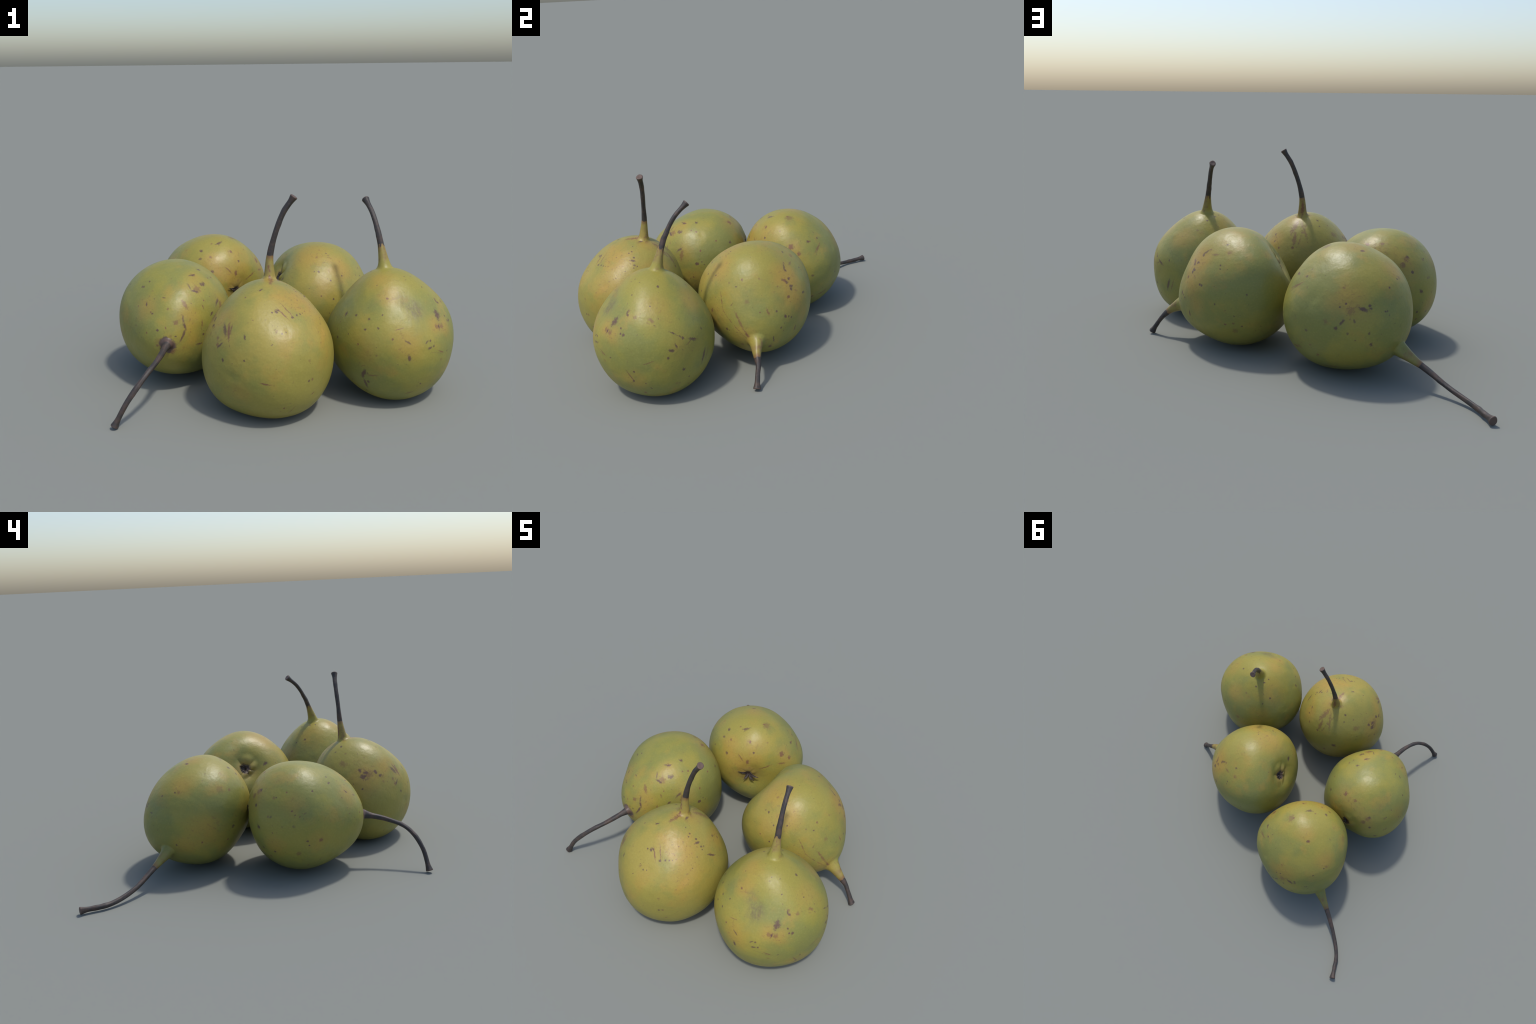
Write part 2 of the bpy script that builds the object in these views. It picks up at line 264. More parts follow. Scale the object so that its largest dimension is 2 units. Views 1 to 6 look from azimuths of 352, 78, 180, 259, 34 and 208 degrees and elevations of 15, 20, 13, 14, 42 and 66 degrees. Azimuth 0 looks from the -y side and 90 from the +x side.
            (71, 49.5, 8, 1), (64.8, 44.3, 9, 1), (70.6, 23.3, 7.9, 1), (97, 35.5, 4.8, 1),
            (96.5, 31.4, 3.9, 1), (81.9, 0.1, 4.9, 1), (114.5, -0.2, 4.8, 1), (96, -16.4, 4.8, 1),
            (97.9, -29.8, 4.9, 1), (43.2, -2.1, 40.8, -10, 4, 1), (143.8, 153.1, 140.2, 151.6, 8.5, 1),
        ],
        neck=[],
    ),
]

RINGS_BODY, SIDES = 230, 184


def harmonics(d, top=5):
    x, y, z = d[..., 0], d[..., 1], np.clip(d[..., 2], -1, 1)
    s, ph, out = np.sqrt(1 - z * z), np.arctan2(y, x), []
    for l in range(top + 1):
        for m in range(l + 1):
            p = np.ones_like(z)
            for k in range(m):
                p = p * (2 * k + 1) * s
            if l > m:
                p0, p1 = p, z * (2 * m + 1) * p
                for k in range(m + 2, l + 1):
                    p0, p1 = p1, ((2 * k - 1) * z * p1 - (k + m - 1) * p0) / (k - m)
                p = p1
            n = math.sqrt((2 * l + 1) * math.factorial(l - m) / math.factorial(l + m) * (2 if m else 1))
            out += [n * p] if m == 0 else [n * p * np.cos(m * ph), n * p * np.sin(m * ph)]
    return np.stack(out, -1)


def spline(points, per=40):
    """Catmull-Rom curve through the points."""
    p = np.vstack([2 * points[0] - points[1], points, 2 * points[-1] - points[-2]])
    t = np.linspace(0, 1, per, endpoint=False)[:, None]
    parts = []
    for i in range(1, len(p) - 2):
        a, b, c, d = p[i - 1:i + 3]
        parts.append(.5 * (2 * b + (c - a) * t + (2 * a - 5 * b + 4 * c - d) * t ** 2 + (3 * b - a - 3 * c + d) * t ** 3))
    return np.vstack(parts + [p[-2:-1]])


def smooth(a, b, x):
    t = np.clip((x - a) / (b - a), 0, 1)
    return t * t * (3 - 2 * t)


def across(axis):
    h = np.array([0, 0, 1.]) if abs(axis[2]) < .8 else np.array([1., 0, 0])
    u = np.cross(h, axis)
    u /= np.linalg.norm(u)
    return u, np.cross(axis, u)


def body_radius(pear, d):
    """Distance of the skin from the centre in the directions d."""
    r = harmonics(d) @ (np.array(pear["lumps"]) / 1000)
    k = pear["calyx"] / np.linalg.norm(pear["calyx"])
    b = pear["basin"]
    # a wide lopsided hollow ...
    mid = k + np.array(b["shift"])
    away = np.arccos(np.clip(d @ (mid / np.linalg.norm(mid)), -1, 1))
    r = r - b["depth"] * np.exp(-(away / b["width"]) ** 2)
    # ... a puckered cushion round the calyx, parted by creases, and a pit in its middle
    ang = np.arccos(np.clip(d @ k, -1, 1))
    u, v = across(k)
    turn = np.arctan2(d @ v, d @ u) + b["turn"]
    lobe = np.abs(np.cos(.5 * b["ridges"] * turn + .9 * np.sin(turn + 1)))
    size = b["cushion"] * (1 + .22 * np.sin(turn) + .10 * np.sin(2 * turn + 1))
    r = r + b["mound"] * (1 - smooth(.55, 1.45, ang / size)) * (.72 + .28 * np.sin(turn + 2.5))
    ring = np.exp(-((ang / size - .85) / .42) ** 2)
    r = r + b["mound"] * .42 * ring * (lobe ** .8 - .55) * (1 + .35 * np.sin(turn + .4))
    return r - b["pit"] * np.exp(-(ang / .075) ** 2)


def loft(pear):
    """Rings from the base pole to the stalk tip -> (rings, index of the split ring, stalk data)."""
    line = spline(np.array(pear["stalk"]))
    end_way = line[-1] - line[-4]
    line = np.vstack([line, line[-1] + end_way / np.linalg.norm(end_way) * pear["longer"]])
    seg = np.linalg.norm(np.diff(line, axis=0), axis=1)
    s_line = np.concatenate([[0], np.cumsum(seg)])
    total = s_line[-1]
    root, neck_end, middle, tip = pear["radii"]
    green = pear["green"]
    ph = np.linspace(0, 2 * np.pi, SIDES, endpoint=False)

    dents = np.random.default_rng(pear["seed"] + 90)
    # --- the body, finer towards the base where the calyx sits
    joint = math.asin(min(.9, root * pear["flare"] / .33))
    q = np.linspace(0, 1, RINGS_BODY)
    th = math.pi - .004 - (math.pi - .004 - joint) * (.62 * q + .38 * q ** 2.2)
    T, P = np.meshgrid(th, ph, indexing="ij")
    d = np.stack([np.sin(T) * np.cos(P), np.sin(T) * np.sin(P), np.cos(T)], -1)
    r = body_radius(pear, d)
    for _ in range(70):
        way = dents.normal(size=3)
        way /= np.linalg.norm(way)
        r = r + dents.uniform(-.0026, .0021) * np.exp(-(np.arccos(np.clip(d @ way, -1, 1)) / dents.uniform(.06, .2)) ** 2)
    rings = list(d * r[..., None])

    # --- tube along the stalk, with a frame carried along the curve
    first = pear["lift"]
    s_tube = np.concatenate([np.linspace(first, max(green, first + .004), 22)[:-1], np.linspace(max(green, first + .004), total - .004, 76)])
    split_after = 21
    pos = np.stack([np.interp(s_tube, s_line, line[:, i]) for i in range(3)], 1)
    tan = np.gradient(line, axis=0)
    tan = np.stack([np.interp(s_tube, s_line, tan[:, i]) for i in range(3)], 1)
    tan /= np.linalg.norm(tan, axis=1)[:, None]
    u = np.array([1., 0, 0])
    frames = []
    for t in tan:
        u = u - t * (u @ t)
        u /= np.linalg.norm(u)
        frames.append((u.copy(), np.cross(t, u)))
    bumps = np.random.default_rng(pear["seed"])
    knots = [(bumps.uniform(.35, .9) * total, bumps.uniform(0, 6.28), bumps.uniform(.001, .0024)) for _ in range(3)]

    def radius(s):
        s = np.asarray(s, float)
        a = root + (neck_end - root) * np.clip(s / max(green, .045), 0, 1) ** .62
        f = np.clip((s - max(green, .045)) / (total - green), 0, 1)
        b = neck_end + (middle - neck_end) * smooth(0, .28, f)
        r = np.where(s < max(green, .045), a, b)
        return r + (tip - middle) * np.clip((s - total + .052) / .048, 0, 1) ** 1.9

    tube = []
    for i, s in enumerate(s_tube):
        e1, e2 = frames[i]
        rr = float(radius(s)) * np.ones(SIDES)
        rr *= 1 + .045 * np.sin(2 * ph + 9 * s) + .03 * np.sin(3 * ph - 21 * s + pear["seed"])
        for at, side, high in knots:
            rr += high * np.exp(-((s - at) / .016) ** 2) * (.5 + .5 * np.cos(ph - side))
        rr += .0003 * np.sin(5 * ph + 25 * s) * smooth(green, green + .03, s)
        tube.append(pos[i] + rr[:, None] * (np.cos(ph)[:, None] * e1 + np.sin(ph)[:, None] * e2))

    # --- fillet from the last body ring up into the first tube ring, meridian by meridian
    p0, p1 = rings[-1], tube[0]
    t0 = rings[-1] - rings[-2]
    t0 /= np.linalg.norm(t0, axis=1)[:, None]
    t1 = tube[1] - tube[0]
    t1 /= np.linalg.norm(t1, axis=1)[:, None]
    gap = np.linalg.norm(p1 - p0, axis=1)[:, None]
    fillet = []
    for t in np.linspace(0, 1, 14)[1:-1]:
        h = (2 * t ** 3 - 3 * t * t + 1, t ** 3 - 2 * t * t + t, -2 * t ** 3 + 3 * t * t, t ** 3 - t * t)
        fillet.append(h[0] * p0 + h[1] * gap * t0 * .95 + h[2] * p1 + h[3] * gap * t1 * .95)
    # --- rounded, slightly hollow cut end
    end, (e1, e2), t = pos[-1], frames[-1], tan[-1]
    rim = np.linalg.norm(tube[-1] - end, axis=1)
    cap = []
    for k, up in ((.99, .0018), (.94, .0036), (.84, .0047), (.66, .0048), (.42, .0040), (.2, .0036), (.03, .0035)):
        cap.append(end + t * up + (k * rim)[:, None] * (np.cos(ph)[:, None] * e1 + np.sin(ph)[:, None] * e2))
    split = len(rings) + len(fillet) + (split_after if pear["green"] > 0 else 0)
    at = split_after if pear["green"] > 0 else 0
    return np.array(rings + fillet + tube + cap), split, dict(root=pos[0], root_way=tan[0], turn_at=pos[at], turn_way=tan[at], tip=end, tip_way=t)


def new_object(name, mesh, parent, matrix=None):
    ob = bpy.data.objects.new(name, mesh)
    bpy.context.scene.collection.objects.link(ob)
    ob.parent = parent
    if matrix is not None:
        ob.matrix_local = matrix
    return ob


def grid_mesh(name, rings, normals=None, start_pole=False, end_pole=False):
    n, m = rings.shape[:2]
    verts = rings.reshape(-1, 3)
    i, j = np.meshgrid(np.arange(n - 1), np.arange(m), indexing="ij")
    k = (j + 1) % m
    faces = np.stack([i * m + j, i * m + k, (i + 1) * m + k, (i + 1) * m + j], -1).reshape(-1, 4).tolist()
    if start_pole:
        faces.append(list(range(m))[::-1])
    if end_pole:
        faces.append(list(range((n - 1) * m, n * m)))
    me = bpy.data.meshes.new(name)
    me.from_pydata(verts.tolist(), [], faces)
    me.shade_smooth()
    me.update()
    if normals is not None:
        me.normals_split_custom_set_from_vertices(normals.reshape(-1, 3).tolist())
    return me


def vertex_normals(rings):
    """Smooth normals of the whole lofted surface."""
    along = np.gradient(rings, axis=0)
    round_ = np.roll(rings, -1, 1) - np.roll(rings, 1, 1)
    n = np.cross(round_, along)
    n[0] = n[1].mean(0)
    n[-1] = n[-2].mean(0)
    return n / np.maximum(np.linalg.norm(n, axis=-1, keepdims=True), 1e-12)


# ------------------------------------------------------------------ materials
class Nodes:
    """Small helper for writing node trees as expressions."""

    def __init__(self, tree):
        self.t = tree

    def add(self, kind, inputs=None, **props):
        n = self.t.nodes.new(kind)
        for k, v in props.items():
            setattr(n, k, v)
        for k, v in (inputs or {}).items():
            self.put(n.inputs[k], v)
        return n

    def put(self, sock, v):
        if isinstance(v, bpy.types.NodeSocket):
            self.t.links.new(v, sock)
        else:
            sock.default_value = v

    def math(self, op, a, b=0.0, clamp=False):
        return self.add("ShaderNodeMath", {0: a, 1: b}, operation=op, use_clamp=clamp).outputs[0]

    def vec(self, op, a, b=(0, 0, 0)):
        n = self.add("ShaderNodeVectorMath", {0: a, 1: b}, operation=op)
        return n.outputs["Value"] if op in ("DOT_PRODUCT", "LENGTH", "DISTANCE") else n.outputs[0]

    def scale(self, a, s):
        n = self.add("ShaderNodeVectorMath", {0: a, "Scale": s}, operation="SCALE")
        return n.outputs[0]

    def step(self, x, a, b):
        """Smooth ramp 0 -> 1 while x goes from a to b (a may exceed b)."""
        lo, hi, f, t = (a, b, 0.0, 1.0) if a < b else (b, a, 1.0, 0.0)
        return self.add("ShaderNodeMapRange", {"Value": x, "From Min": lo, "From Max": hi, "To Min": f, "To Max": t}, interpolation_type="SMOOTHSTEP").outputs[0]

    def noise(self, vec, scale, detail=3.0, rough=.5, out="Fac"):
        return self.add("ShaderNodeTexNoise", {"Vector": vec, "Scale": scale, "Detail": detail, "Roughness": rough}).outputs[out]

    def mix(self, f, a, b):
        n = self.add("ShaderNodeMix", data_type="RGBA")
        for s, v in ((n.inputs[0], f), (n.inputs[6], a), (n.inputs[7], b)):
            self.put(s, v if isinstance(v, (float, int, bpy.types.NodeSocket)) else (*v, 1.0))
        return n.outputs[2]

    def scatter(self, vec, scale, share, small, large, soft=.35):
        """Round spots in a random share of Voronoi cells, each with its own size."""
        v = self.add("ShaderNodeTexVoronoi", {"Vector": vec, "Scale": scale, "Randomness": 1.0})
        c = self.add("ShaderNodeSeparateColor", {0: v.outputs["Color"]})
        size = self.add("ShaderNodeMapRange", {"Value": c.outputs[1], "To Min": small, "To Max": large}).outputs[0]
        size = self.math("MULTIPLY", size, self.math("LESS_THAN", c.outputs[0], share))
        near = self.math("DIVIDE", v.outputs["Distance"], self.math("MAXIMUM", size, .0001))
        return self.step(near, 1.0, 1.0 - soft * 2), c.outputs[2]


def new_material(name):
    mat = bpy.data.materials.new(name)
    mat.use_nodes = True
    mat.node_tree.nodes.clear()
    n = Nodes(mat.node_tree)
    bsdf = n.add("ShaderNodeBsdfPrincipled")
    out = n.add("ShaderNodeOutputMaterial", {"Surface": bsdf.outputs[0]})
    return mat, n, bsdf


def mark_group():
    """Mask of one elongated mark: position, direction along the skin, half length, half width."""
    g = bpy.data.node_groups.new("mark", "ShaderNodeTree")
    for nm, kind in (("Vector", "NodeSocketVector"), ("Ragged", "NodeSocketFloat"), ("Centre", "NodeSocketVector"), ("Along", "NodeSocketVector"), ("Length", "NodeSocketFloat"), ("Width", "NodeSocketFloat"), ("Soft", "NodeSocketFloat"), ("Strength", "NodeSocketFloat"), ("Before", "NodeSocketFloat")):
        g.interface.new_socket(nm, in_out="INPUT", socket_type=kind)
    g.interface.new_socket("Mask", in_out="OUTPUT", socket_type="NodeSocketFloat")
    n = Nodes(g)
    i, o = n.add("NodeGroupInput"), n.add("NodeGroupOutput")
    d = n.vec("SUBTRACT", i.outputs["Vector"], i.outputs["Centre"])
    a = n.vec("DOT_PRODUCT", d, i.outputs["Along"])
    side = n.vec("LENGTH", n.vec("SUBTRACT", d, n.scale(i.outputs["Along"], a)))
    a = n.math("DIVIDE", a, i.outputs["Length"])
    side = n.math("DIVIDE", side, i.outputs["Width"])
    e = n.math("SQRT", n.math("ADD", n.math("MULTIPLY", a, a), n.math("MULTIPLY", side, side)))
    big = n.add("ShaderNodeMapRange", {"Value": i.outputs["Width"], "From Min": .004, "From Max": .014, "To Min": .8, "To Max": 2.2}).outputs[0]
    e = n.math("ADD", e, n.math("MULTIPLY", i.outputs["Ragged"], big))
    m = n.add("ShaderNodeMapRange", {"Value": e, "From Min": n.math("SUBTRACT", 1.0, i.outputs["Soft"]), "From Max": n.math("ADD", 1.0, i.outputs["Soft"]), "To Min": 1.0, "To Max": 0.0}, interpolation_type="SMOOTHSTEP").outputs[0]
    m = n.math("MULTIPLY", m, i.outputs["Strength"])
    n.put(o.inputs[0], n.math("MAXIMUM", m, i.outputs["Before"]))
    return g


MARK = mark_group()


def on_skin(pear, polar, turn):
    p, t = math.radians(polar), math.radians(turn)
    d = np.array([math.sin(p) * math.cos(t), math.sin(p) * math.sin(t), math.cos(p)])
    return d * float(body_radius(pear, d[None])[0])


def marks(n, vec, ragged, pear, key, soft):
    """Chain of one kind of mark, joined by maximum.  A spot is (polar angle, turn, radius, strength),
    a stroke (polar, turn, polar, turn, half width, strength): degrees from the stalk, and mm."""
    before = 0.0
    for item in pear[key]:
        if len(item) == 4:
            c, along = on_skin(pear, item[0], item[1]), np.array([1.0, 0, 0])
            length = width = item[2] / 1000
        else:
            a, b = on_skin(pear, item[0], item[1]), on_skin(pear, item[2], item[3])
            c, width = (a + b) / 2, item[4] / 1000
            length = np.linalg.norm(b - a) / 2
            along = (b - a) / max(2 * length, 1e-6)
            length += width * .5
        before = one_mark(n, vec, ragged, c, along, length, width, soft, item[-1], before)
    return before


def one_mark(n, vec, ragged, c, along, length, width, soft, strength, before):
    g = n.add("ShaderNodeGroup", node_tree=MARK)
    for k, v in (("Vector", vec), ("Ragged", ragged), ("Centre", tuple(c)), ("Along", tuple(along)), ("Length", float(length)), ("Width", float(width)), ("Soft", soft), ("Strength", strength), ("Before", before)):
        n.put(g.inputs[k], v)
    return g.outputs[0]


GREEN, DEEP, YELLOW, OCHRE = (.246, .239, .049), (.213, .214, .054), (.330, .264, .045), (.388, .246, .049)
RUSSET, DARKSPOT, STALK = (.185, .085, .046), (.108, .054, .046), (.040, .035, .033)


def skin_material(pear, info):
    mat, n, bsdf = new_material("pear_skin")
    P = n.add("ShaderNodeTexCoord").outputs["Object"]
    Q = n.vec("ADD", P, (pear["seed"] * 3.7, pear["seed"] * 1.9, pear["seed"] * 5.3))
    wide = n.noise(Q, 3.6, 2.0, .5)
    mid = n.noise(Q, 11.0, 4.0, .55)
    fine = n.noise(Q, 130.0, 3.0, .6)
    warp = n.scale(n.vec("SUBTRACT", n.noise(Q, 14.0, 3.0, .6, "Color"), (.5, .5, .5)), .05)
    W = n.vec("ADD", P, warp)
    # ground colour: green clouded with yellow, ochre blushes where the fruit was rubbed
    col = n.mix(n.math("MULTIPLY", n.step(n.math("ADD", wide, n.math("MULTIPLY", mid, .35)), .74, .56), 1.0 - 2.5 * pear["ripe"]), GREEN, DEEP)
    yel = marks(n, W, 0.0, pear, "yellow", .75)
    yel = n.math("ADD", n.math("MULTIPLY", n.step(n.math("ADD", wide, n.math("MULTIPLY", mid, .5)), .70 - pear["ripe"], .98 - pear["ripe"]), .62), n.math("MULTIPLY", yel, n.step(mid, .15, .6)), True)
    col = n.mix(n.math("MULTIPLY", yel, .9), col, tuple(np.array(YELLOW) + pear["tan"] * np.array((.025, .005, .030))))
    och = marks(n, W, 0.0, pear, "ochre", .75)
    cloud = n.step(n.noise(n.vec("ADD", Q, (4, 8, 1)), 6.5, 4.0, .6), .54, .70)
    och = n.math("MULTIPLY", n.math("MAXIMUM", och, n.math("MULTIPLY", cloud, .5)), n.step(mid, .18, .55), True)
    col = n.mix(n.math("MULTIPLY", och, .88), col, OCHRE)
    col = n.mix(n.math("MULTIPLY", n.step(fine, .48, .72), .16), col, (.16, .17, .05))
    col = n.mix(n.math("MULTIPLY", n.step(fine, .5, .3), .10), col, (.47, .43, .13))
    # tiny lenticels all over
    tiny, tone = n.scatter(Q, 42.0, .9, .07, .17)
    col = n.mix(n.math("MULTIPLY", tiny, n.math("MULTIPLY", tone, .75)), col, (.16, .10, .042))
    # loose dark specks, gathered in some areas
    crowd = n.step(n.noise(n.vec("ADD", Q, (9, 3, 5)), 5.0, 2.0), .40, .62)
    ragged = n.math("MULTIPLY", n.math("SUBTRACT", n.noise(Q, 95.0, 3.0, .65), .5), 1.5)
    S = n.vec("ADD", P, n.scale(n.vec("SUBTRACT", n.noise(Q, 120.0, 2.0, .5, "Color"), (.5, .5, .5)), .010))
    S = n.vec("ADD", S, (pear["seed"] * 2.3, pear["seed"] * 4.1, pear["seed"] * .7))
    specks, tone = n.scatter(S, 25.0, .4, .07, .16, .35)
    specks = n.math("MULTIPLY", specks, n.math("ADD", n.math("MULTIPLY", crowd, .65), .2))
    col = n.mix(specks, col, n.mix(tone, DARKSPOT, RUSSET))
    # rubbed scratches: thin short strokes, two families of directions
    for turn, sc, seed in (((.5, .3, .9), (9, 30, 30), 1.0), ((1.4, 2.1, .4), (8, 36, 36), 4.0), ((.2, 1.2, 2.6), (11, 34, 34), 7.0)):
        mp = n.add("ShaderNodeMapping", {"Vector": n.vec("ADD", S, (seed, seed, seed)), "Rotation": turn, "Scale": tuple(1 / k for k in sc)}, vector_type="TEXTURE")
        stroke, tone = n.scatter(mp.outputs[0], 1.0, .75, .06, .17, .35)
        stroke = n.math("MULTIPLY", n.math("MULTIPLY", stroke, crowd), n.step(n.noise(Q, 70.0, 2.0), .35, .55))
        col = n.mix(n.math("MULTIPLY", stroke, .65), col, n.mix(tone, RUSSET, DARKSPOT))
    # the neck is duller and browner than the body
    up = n.vec("DOT_PRODUCT", n.vec("SUBTRACT", P, tuple(info["root"])), tuple(info["root_way"]))
    beside = n.vec("DISTANCE", P, tuple(info["root"]))
    neck = n.math("MULTIPLY", n.step(up, -.012, .02), n.step(beside, .19, .15))
    col = n.mix(n.math("MULTIPLY", neck, n.math("ADD", n.math("MULTIPLY", n.step(n.noise(Q, 40.0, 3.0), .35, .65), .45), .25)), col, (.235, .165, .058))
    jitter = n.scale(n.vec("SUBTRACT", n.noise(Q, 75.0, 3.0, .6, "Color"), (.5, .5, .5)), .012)
    # irregular russet flecks inside the rubbed ochre areas
    fl = n.add("ShaderNodeMapping", {"Vector": S, "Rotation": (.7, .4, 1.1 + pear["seed"]), "Scale": (.045, .014, .014)}, vector_type="TEXTURE").outputs[0]
    flecks = n.math("MULTIPLY", n.step(n.noise(fl, 1.0, 5.0, .7), .565, .65), n.math("ADD", n.math("MULTIPLY", och, .8), n.math("MULTIPLY", crowd, .22), True))
    col = n.mix(n.math("MULTIPLY", flecks, .7), col, RUSSET)
    # marks with a place of their own
    bruise = marks(n, W, 0.0, pear, "bruise", .6)
    col = n.mix(n.math("MULTIPLY", bruise, n.math("MULTIPLY", n.step(n.noise(n.vec("MULTIPLY", Q, (1, 1, .5)), 45.0, 5.0, .75), .32, .66), .85)), col, (.150, .108, .052))
    for key, tint in (("russet", RUSSET), ("scar", DARKSPOT)):
        if pear[key]:
            col = n.mix(n.math("MULTIPLY", marks(n, n.vec("ADD", P, jitter), ragged, pear, key, .52), .86), col, tint)
    for a, b, width, strength in pear["neck"]:
        a, b = np.array(a), np.array(b)
        half = np.linalg.norm(b - a) / 2
        mask = one_mark(n, n.vec("ADD", P, jitter), ragged, (a + b) / 2, (b - a) / max(2 * half, 1e-6), half + width, width, .4, strength, 0.0)
        col = n.mix(mask, col, RUSSET)
    # skin darkens to brown round the calyx
    k = np.array(pear["calyx"]) / np.linalg.norm(pear["calyx"])
    r = float(body_radius(pear, k[None])[0])
    near = n.vec("DISTANCE", W, tuple(k * r))
    col = n.mix(n.math("MULTIPLY", n.step(near, .085, .035), .6), col, (.36, .25, .07))
    col = n.mix(n.step(n.math("ADD", near, n.math("MULTIPLY", ragged, .016 * pear["basin"]["crumb"])), .030 * pear["basin"]["crumb"], .018 * pear["basin"]["crumb"]), col, (.085, .055, .04))
    stain = n.math("MULTIPLY", n.step(beside, .085, .03), n.step(n.noise(n.vec("ADD", Q, (2, 5, 7)), 26.0, 4.0, .65), .50, .66))
    col = n.mix(n.math("MULTIPLY", stain, .55), col, RUSSET)
    # the neck turns to dark bark just before the stalk
    far = n.vec("DOT_PRODUCT", n.vec("SUBTRACT", P, tuple(info["turn_at"])), tuple(info["turn_way"]))
    along = n.add("ShaderNodeMapping", {"Vector": n.vec("ADD", P, (pear["seed"] * .31, 0, 0)), "Scale": (75, 75, 14)}).outputs[0]
    streak = n.math("MULTIPLY", n.math("SUBTRACT", n.noise(along, 1.0, 3.0), .5), pear["streak"])
    past = n.math("ADD", far, streak)
    if pear["green"] > 0:
        col = n.mix(n.math("MULTIPLY", n.step(past, -.034, -.004), .75), col, RUSSET)
        col = n.mix(n.step(past, -.008, -.002), col, STALK)
    else:
        near = n.vec("DISTANCE", W, tuple(info["turn_at"]))
        col = n.mix(n.step(n.math("ADD", near, n.math("MULTIPLY", n.math("SUBTRACT", n.noise(Q, 30.0, 3.0), .5), .045)), .047, .034), col, (.11, .072, .058))
    n.put(bsdf.inputs["Base Color"], col)
    n.put(bsdf.inputs["Roughness"], n.math("ADD", n.math("MULTIPLY", n.noise(Q, 17.0, 4.0, .6), .22), .32))
    bsdf.inputs["Specular IOR Level"].default_value = .42
    slow = n.math("MULTIPLY", n.noise(Q, 15.0, 3.0, .5), 2.4)
    h = n.math("ADD", slow, n.math("ADD", n.math("MULTIPLY", n.noise(Q, 45.0, 3.0, .5), .6), n.math("MULTIPLY", fine, .12)))
    n.put(bsdf.inputs["Normal"], n.add("ShaderNodeBump", {"Strength": .16, "Distance": .008, "Height": h}).outputs[0])
    return mat


def stalk_material(pear, info):
    mat, n, bsdf = new_material("stalk_bark")
    P = n.add("ShaderNodeTexCoord").outputs["Object"]
    Q = n.vec("ADD", P, (pear["seed"] * 2.0, 0, pear["seed"]))
    a, b, c = n.noise(Q, 28.0, 4.0, .6), n.noise(Q, 90.0, 4.0, .65), n.noise(Q, 260.0, 2.0)
    col = n.mix(n.step(a, .42, .68), STALK, (.075, .050, .040))
    col = n.mix(n.math("MULTIPLY", n.step(b, .52, .75), .55), col, (.086, .073, .066))
    col = n.mix(n.math("MULTIPLY", n.step(c, .66, .78), .5), col, (.15, .115, .09))
    far = n.vec("DOT_PRODUCT", n.vec("SUBTRACT", P, tuple(info["tip"])), tuple(info["tip_way"]))
    near = n.vec("DISTANCE", P, tuple(info["tip"]))
    end = n.math("MULTIPLY", n.step(far, -.004, .004), n.step(near, .05, .03))
    col = n.mix(n.math("MULTIPLY", end, .75), col, n.mix(b, (.17, .105, .08), (.11, .075, .06)))
    n.put(bsdf.inputs["Base Color"], col)
    bsdf.inputs["Roughness"].default_value = .55
    bsdf.inputs["Specular IOR Level"].default_value = .4
    n.put(bsdf.inputs["Normal"], n.add("ShaderNodeBump", {"Strength": .35, "Distance": .002, "Height": n.math("ADD", b, n.math("MULTIPLY", a, .8))}).outputs[0])
    return mat


def dry_material():
    mat, n, bsdf = new_material("dry_sepal")
    P = n.add("ShaderNodeTexCoord").outputs["Object"]
    a = n.noise(P, 160.0, 4.0, .6)
    col = n.mix(n.step(a, .42, .72), (.026, .019, .018), (.135, .098, .084))
    n.put(bsdf.inputs["Base Color"], col)
    bsdf.inputs["Roughness"].default_value = .65
    n.put(bsdf.inputs["Normal"], n.add("ShaderNodeBump", {"Strength": .4, "Distance": .0015, "Height": a}).outputs[0])
    return mat



def sepal_mesh(length, width, rise, curl, twist, seed):
    """A dry, curled, pointed strip with real thickness, growing along +x, up = +z."""
    rng = np.random.default_rng(seed)
    n, m = 14, 12
    rings = []
    x = z = 0.0
    lean = math.radians(rng.uniform(rise - 12, rise + 12))
    for i in range(n):
        f = i / (n - 1)
        w = width * (1 - f ** 1.8) ** .7 * (.75 + .5 * math.sin(math.pi * min(1, f * 1.3)))
        w = max(w, width * .06)
        h = width * .26 * (1 - .6 * f)
        a = twist * f
        ring = []
        for j in range(m):
            q = 2 * math.pi * j / m
            y, k = .5 * w * math.cos(q), h * math.sin(q) + .35 * w * math.cos(q) ** 2
            ring.append((x - k * math.sin(lean), y * math.cos(a) + .0006 * math.sin(9 * f + seed), z + k * math.cos(lean) + y * math.sin(a)))
        rings.append(ring)
        step = length / (n - 1)
        x += step * math.cos(lean)
        z += step * math.sin(lean)
        lean -= math.radians(curl) / (n - 1) * (.6 + .8 * f)
    return grid_mesh("sepal", np.array(rings), start_pole=True, end_pole=True)


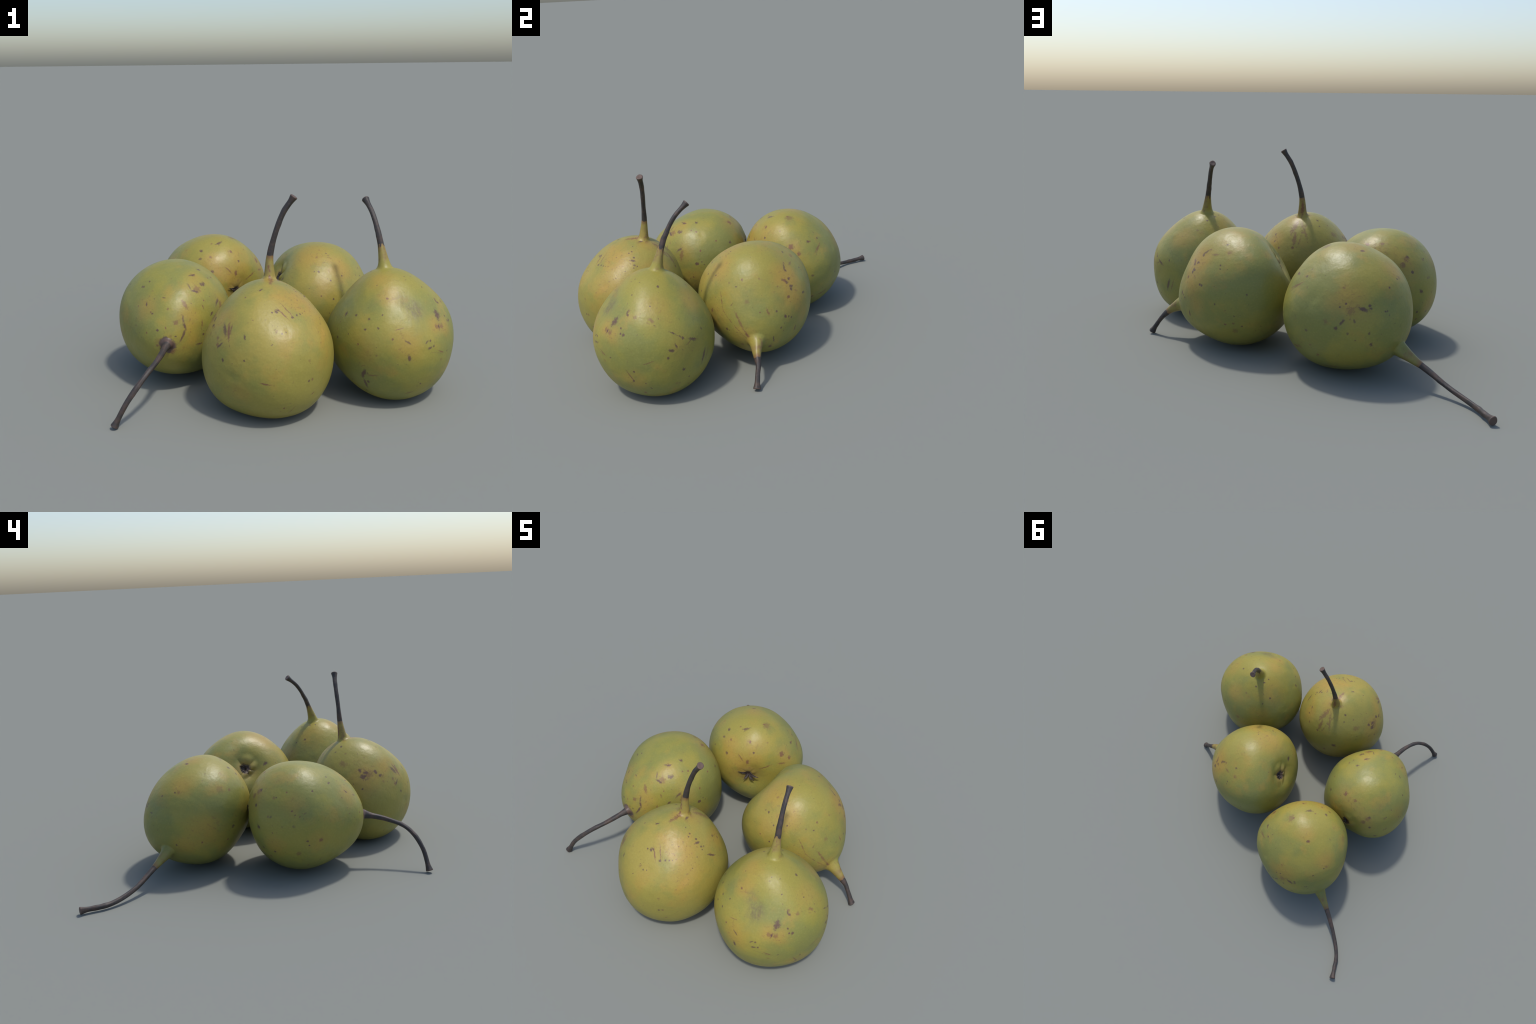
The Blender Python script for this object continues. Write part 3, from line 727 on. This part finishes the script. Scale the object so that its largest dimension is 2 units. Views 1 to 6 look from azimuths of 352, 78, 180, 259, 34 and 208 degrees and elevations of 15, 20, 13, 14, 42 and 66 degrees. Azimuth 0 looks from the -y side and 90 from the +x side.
def build_calyx(pear, thing, frame):
    k = np.array(pear["calyx"]) / np.linalg.norm(pear["calyx"])
    u, v = across(k)
    r = float(body_radius(pear, k[None])[0])
    b = pear["basin"]
    seat = Matrix([[u[0], v[0], k[0], k[0] * r], [u[1], v[1], k[1], k[1] * r], [u[2], v[2], k[2], k[2] * r], [0, 0, 0, 1]])
    # shrivelled cup in the pit, with the stubs of the stamens
    rng = np.random.default_rng(pear["seed"] + 40)
    ph = np.linspace(0, 2 * np.pi, 40, endpoint=False)
    rings = []
    for rad, h in ((.019, -.006), (.0185, .001), (.0165, .0055), (.0135, .0065), (.011, .003), (.008, -.001), (.003, -.002), (.0004, -.0015)):
        wob = 1 + .10 * np.sin(5 * ph + rng.uniform(0, 6)) + .07 * np.sin(8 * ph + rng.uniform(0, 6))
        rings.append(np.stack([rad * wob * np.cos(ph), rad * wob * np.sin(ph), h * (1 + .3 * np.sin(5 * ph + 1)) + 0 * ph], -1))
    cup = grid_mesh("calyx", np.array(rings) * b["crumb"], end_pole=True)
    cup.materials.append(DRY)
    calyx = new_object("calyx", cup, thing, frame @ seat)
    size = b["sepal"]
    for i in range(5):
        a = 2 * math.pi * i / 5 + b["turn"] + rng.uniform(-.3, .3)
        me = sepal_mesh(size * rng.uniform(.8, 1.25), .015 * rng.uniform(.8, 1.2), b["rise"], rng.uniform(b["curl"] - 30, b["curl"] + 30), rng.uniform(-b["twist"], b["twist"]), pear["seed"] * 10 + i)
        me.materials.append(DRY)
        new_object("sepal", me, calyx, Matrix.Rotation(a, 4, "Z") @ Matrix.Translation((.0125 * b["crumb"] ** .5, 0, .001 + .004 * (b["crumb"] - 1))))
    for i in range(7):
        a, q = rng.uniform(0, 6.28), rng.uniform(.002, .008)
        root = np.array([q * math.cos(a), q * math.sin(a), -.002])
        way = np.array([rng.uniform(-.5, .5), rng.uniform(-.5, .5), 1.0])
        tube = [root + way * h + np.stack([w * np.cos(ph[::5]), w * np.sin(ph[::5]), 0 * ph[::5]], -1) for h, w in ((0, .0011), (.004, .0009), (.007, .0012), (.0085, .0004))]
        if i == 0:
            stubs = []
        stubs.append(np.array(tube))
    verts, faces = [], []
    for t in stubs:
        o, (n, m) = len(verts), t.shape[:2]
        verts += t.reshape(-1, 3).tolist()
        faces += [[o + a * m + c, o + a * m + (c + 1) % m, o + (a + 1) * m + (c + 1) % m, o + (a + 1) * m + c] for a in range(n - 1) for c in range(m)]
        faces.append([o + (n - 1) * m + c for c in range(m)])
    me = bpy.data.meshes.new("stamens")
    me.from_pydata(verts, [], faces)
    me.shade_smooth()
    me.materials.append(DRY)
    ob = new_object("stamens", me, calyx, Matrix.Identity(4))
    ob["kind"] = "stuff"


def build_pear(pear):
    thing = bpy.data.objects.new("pear", None)
    bpy.context.scene.collection.objects.link(thing)
    c = pear["centre"]
    thing.location = (c[0], c[1], 0)
    thing["label"] = pear["label"]
    thing["category"] = "pear"
    thing.empty_display_size = .1
    rows = pear["axis_rows"]
    frame = Matrix([[rows[j][i] for j in range(3)] + [c[2] if i == 2 else 0] for i in range(3)] + [[0, 0, 0, 1]])
    rings, split, info = loft(pear)
    normals = vertex_normals(rings)
    flesh = grid_mesh("flesh", rings[:split + 1], normals[:split + 1], start_pole=True)
    flesh.materials.append(skin_material(pear, info))
    new_object("flesh", flesh, thing, frame)
    stalk = grid_mesh("stalk", rings[split:], normals[split:], end_pole=True)
    stalk.materials.append(stalk_material(pear, info))
    new_object("stalk", stalk, thing, frame)
    build_calyx(pear, thing, frame)


DRY = dry_material()
for pear in PEARS:
    build_pear(pear)
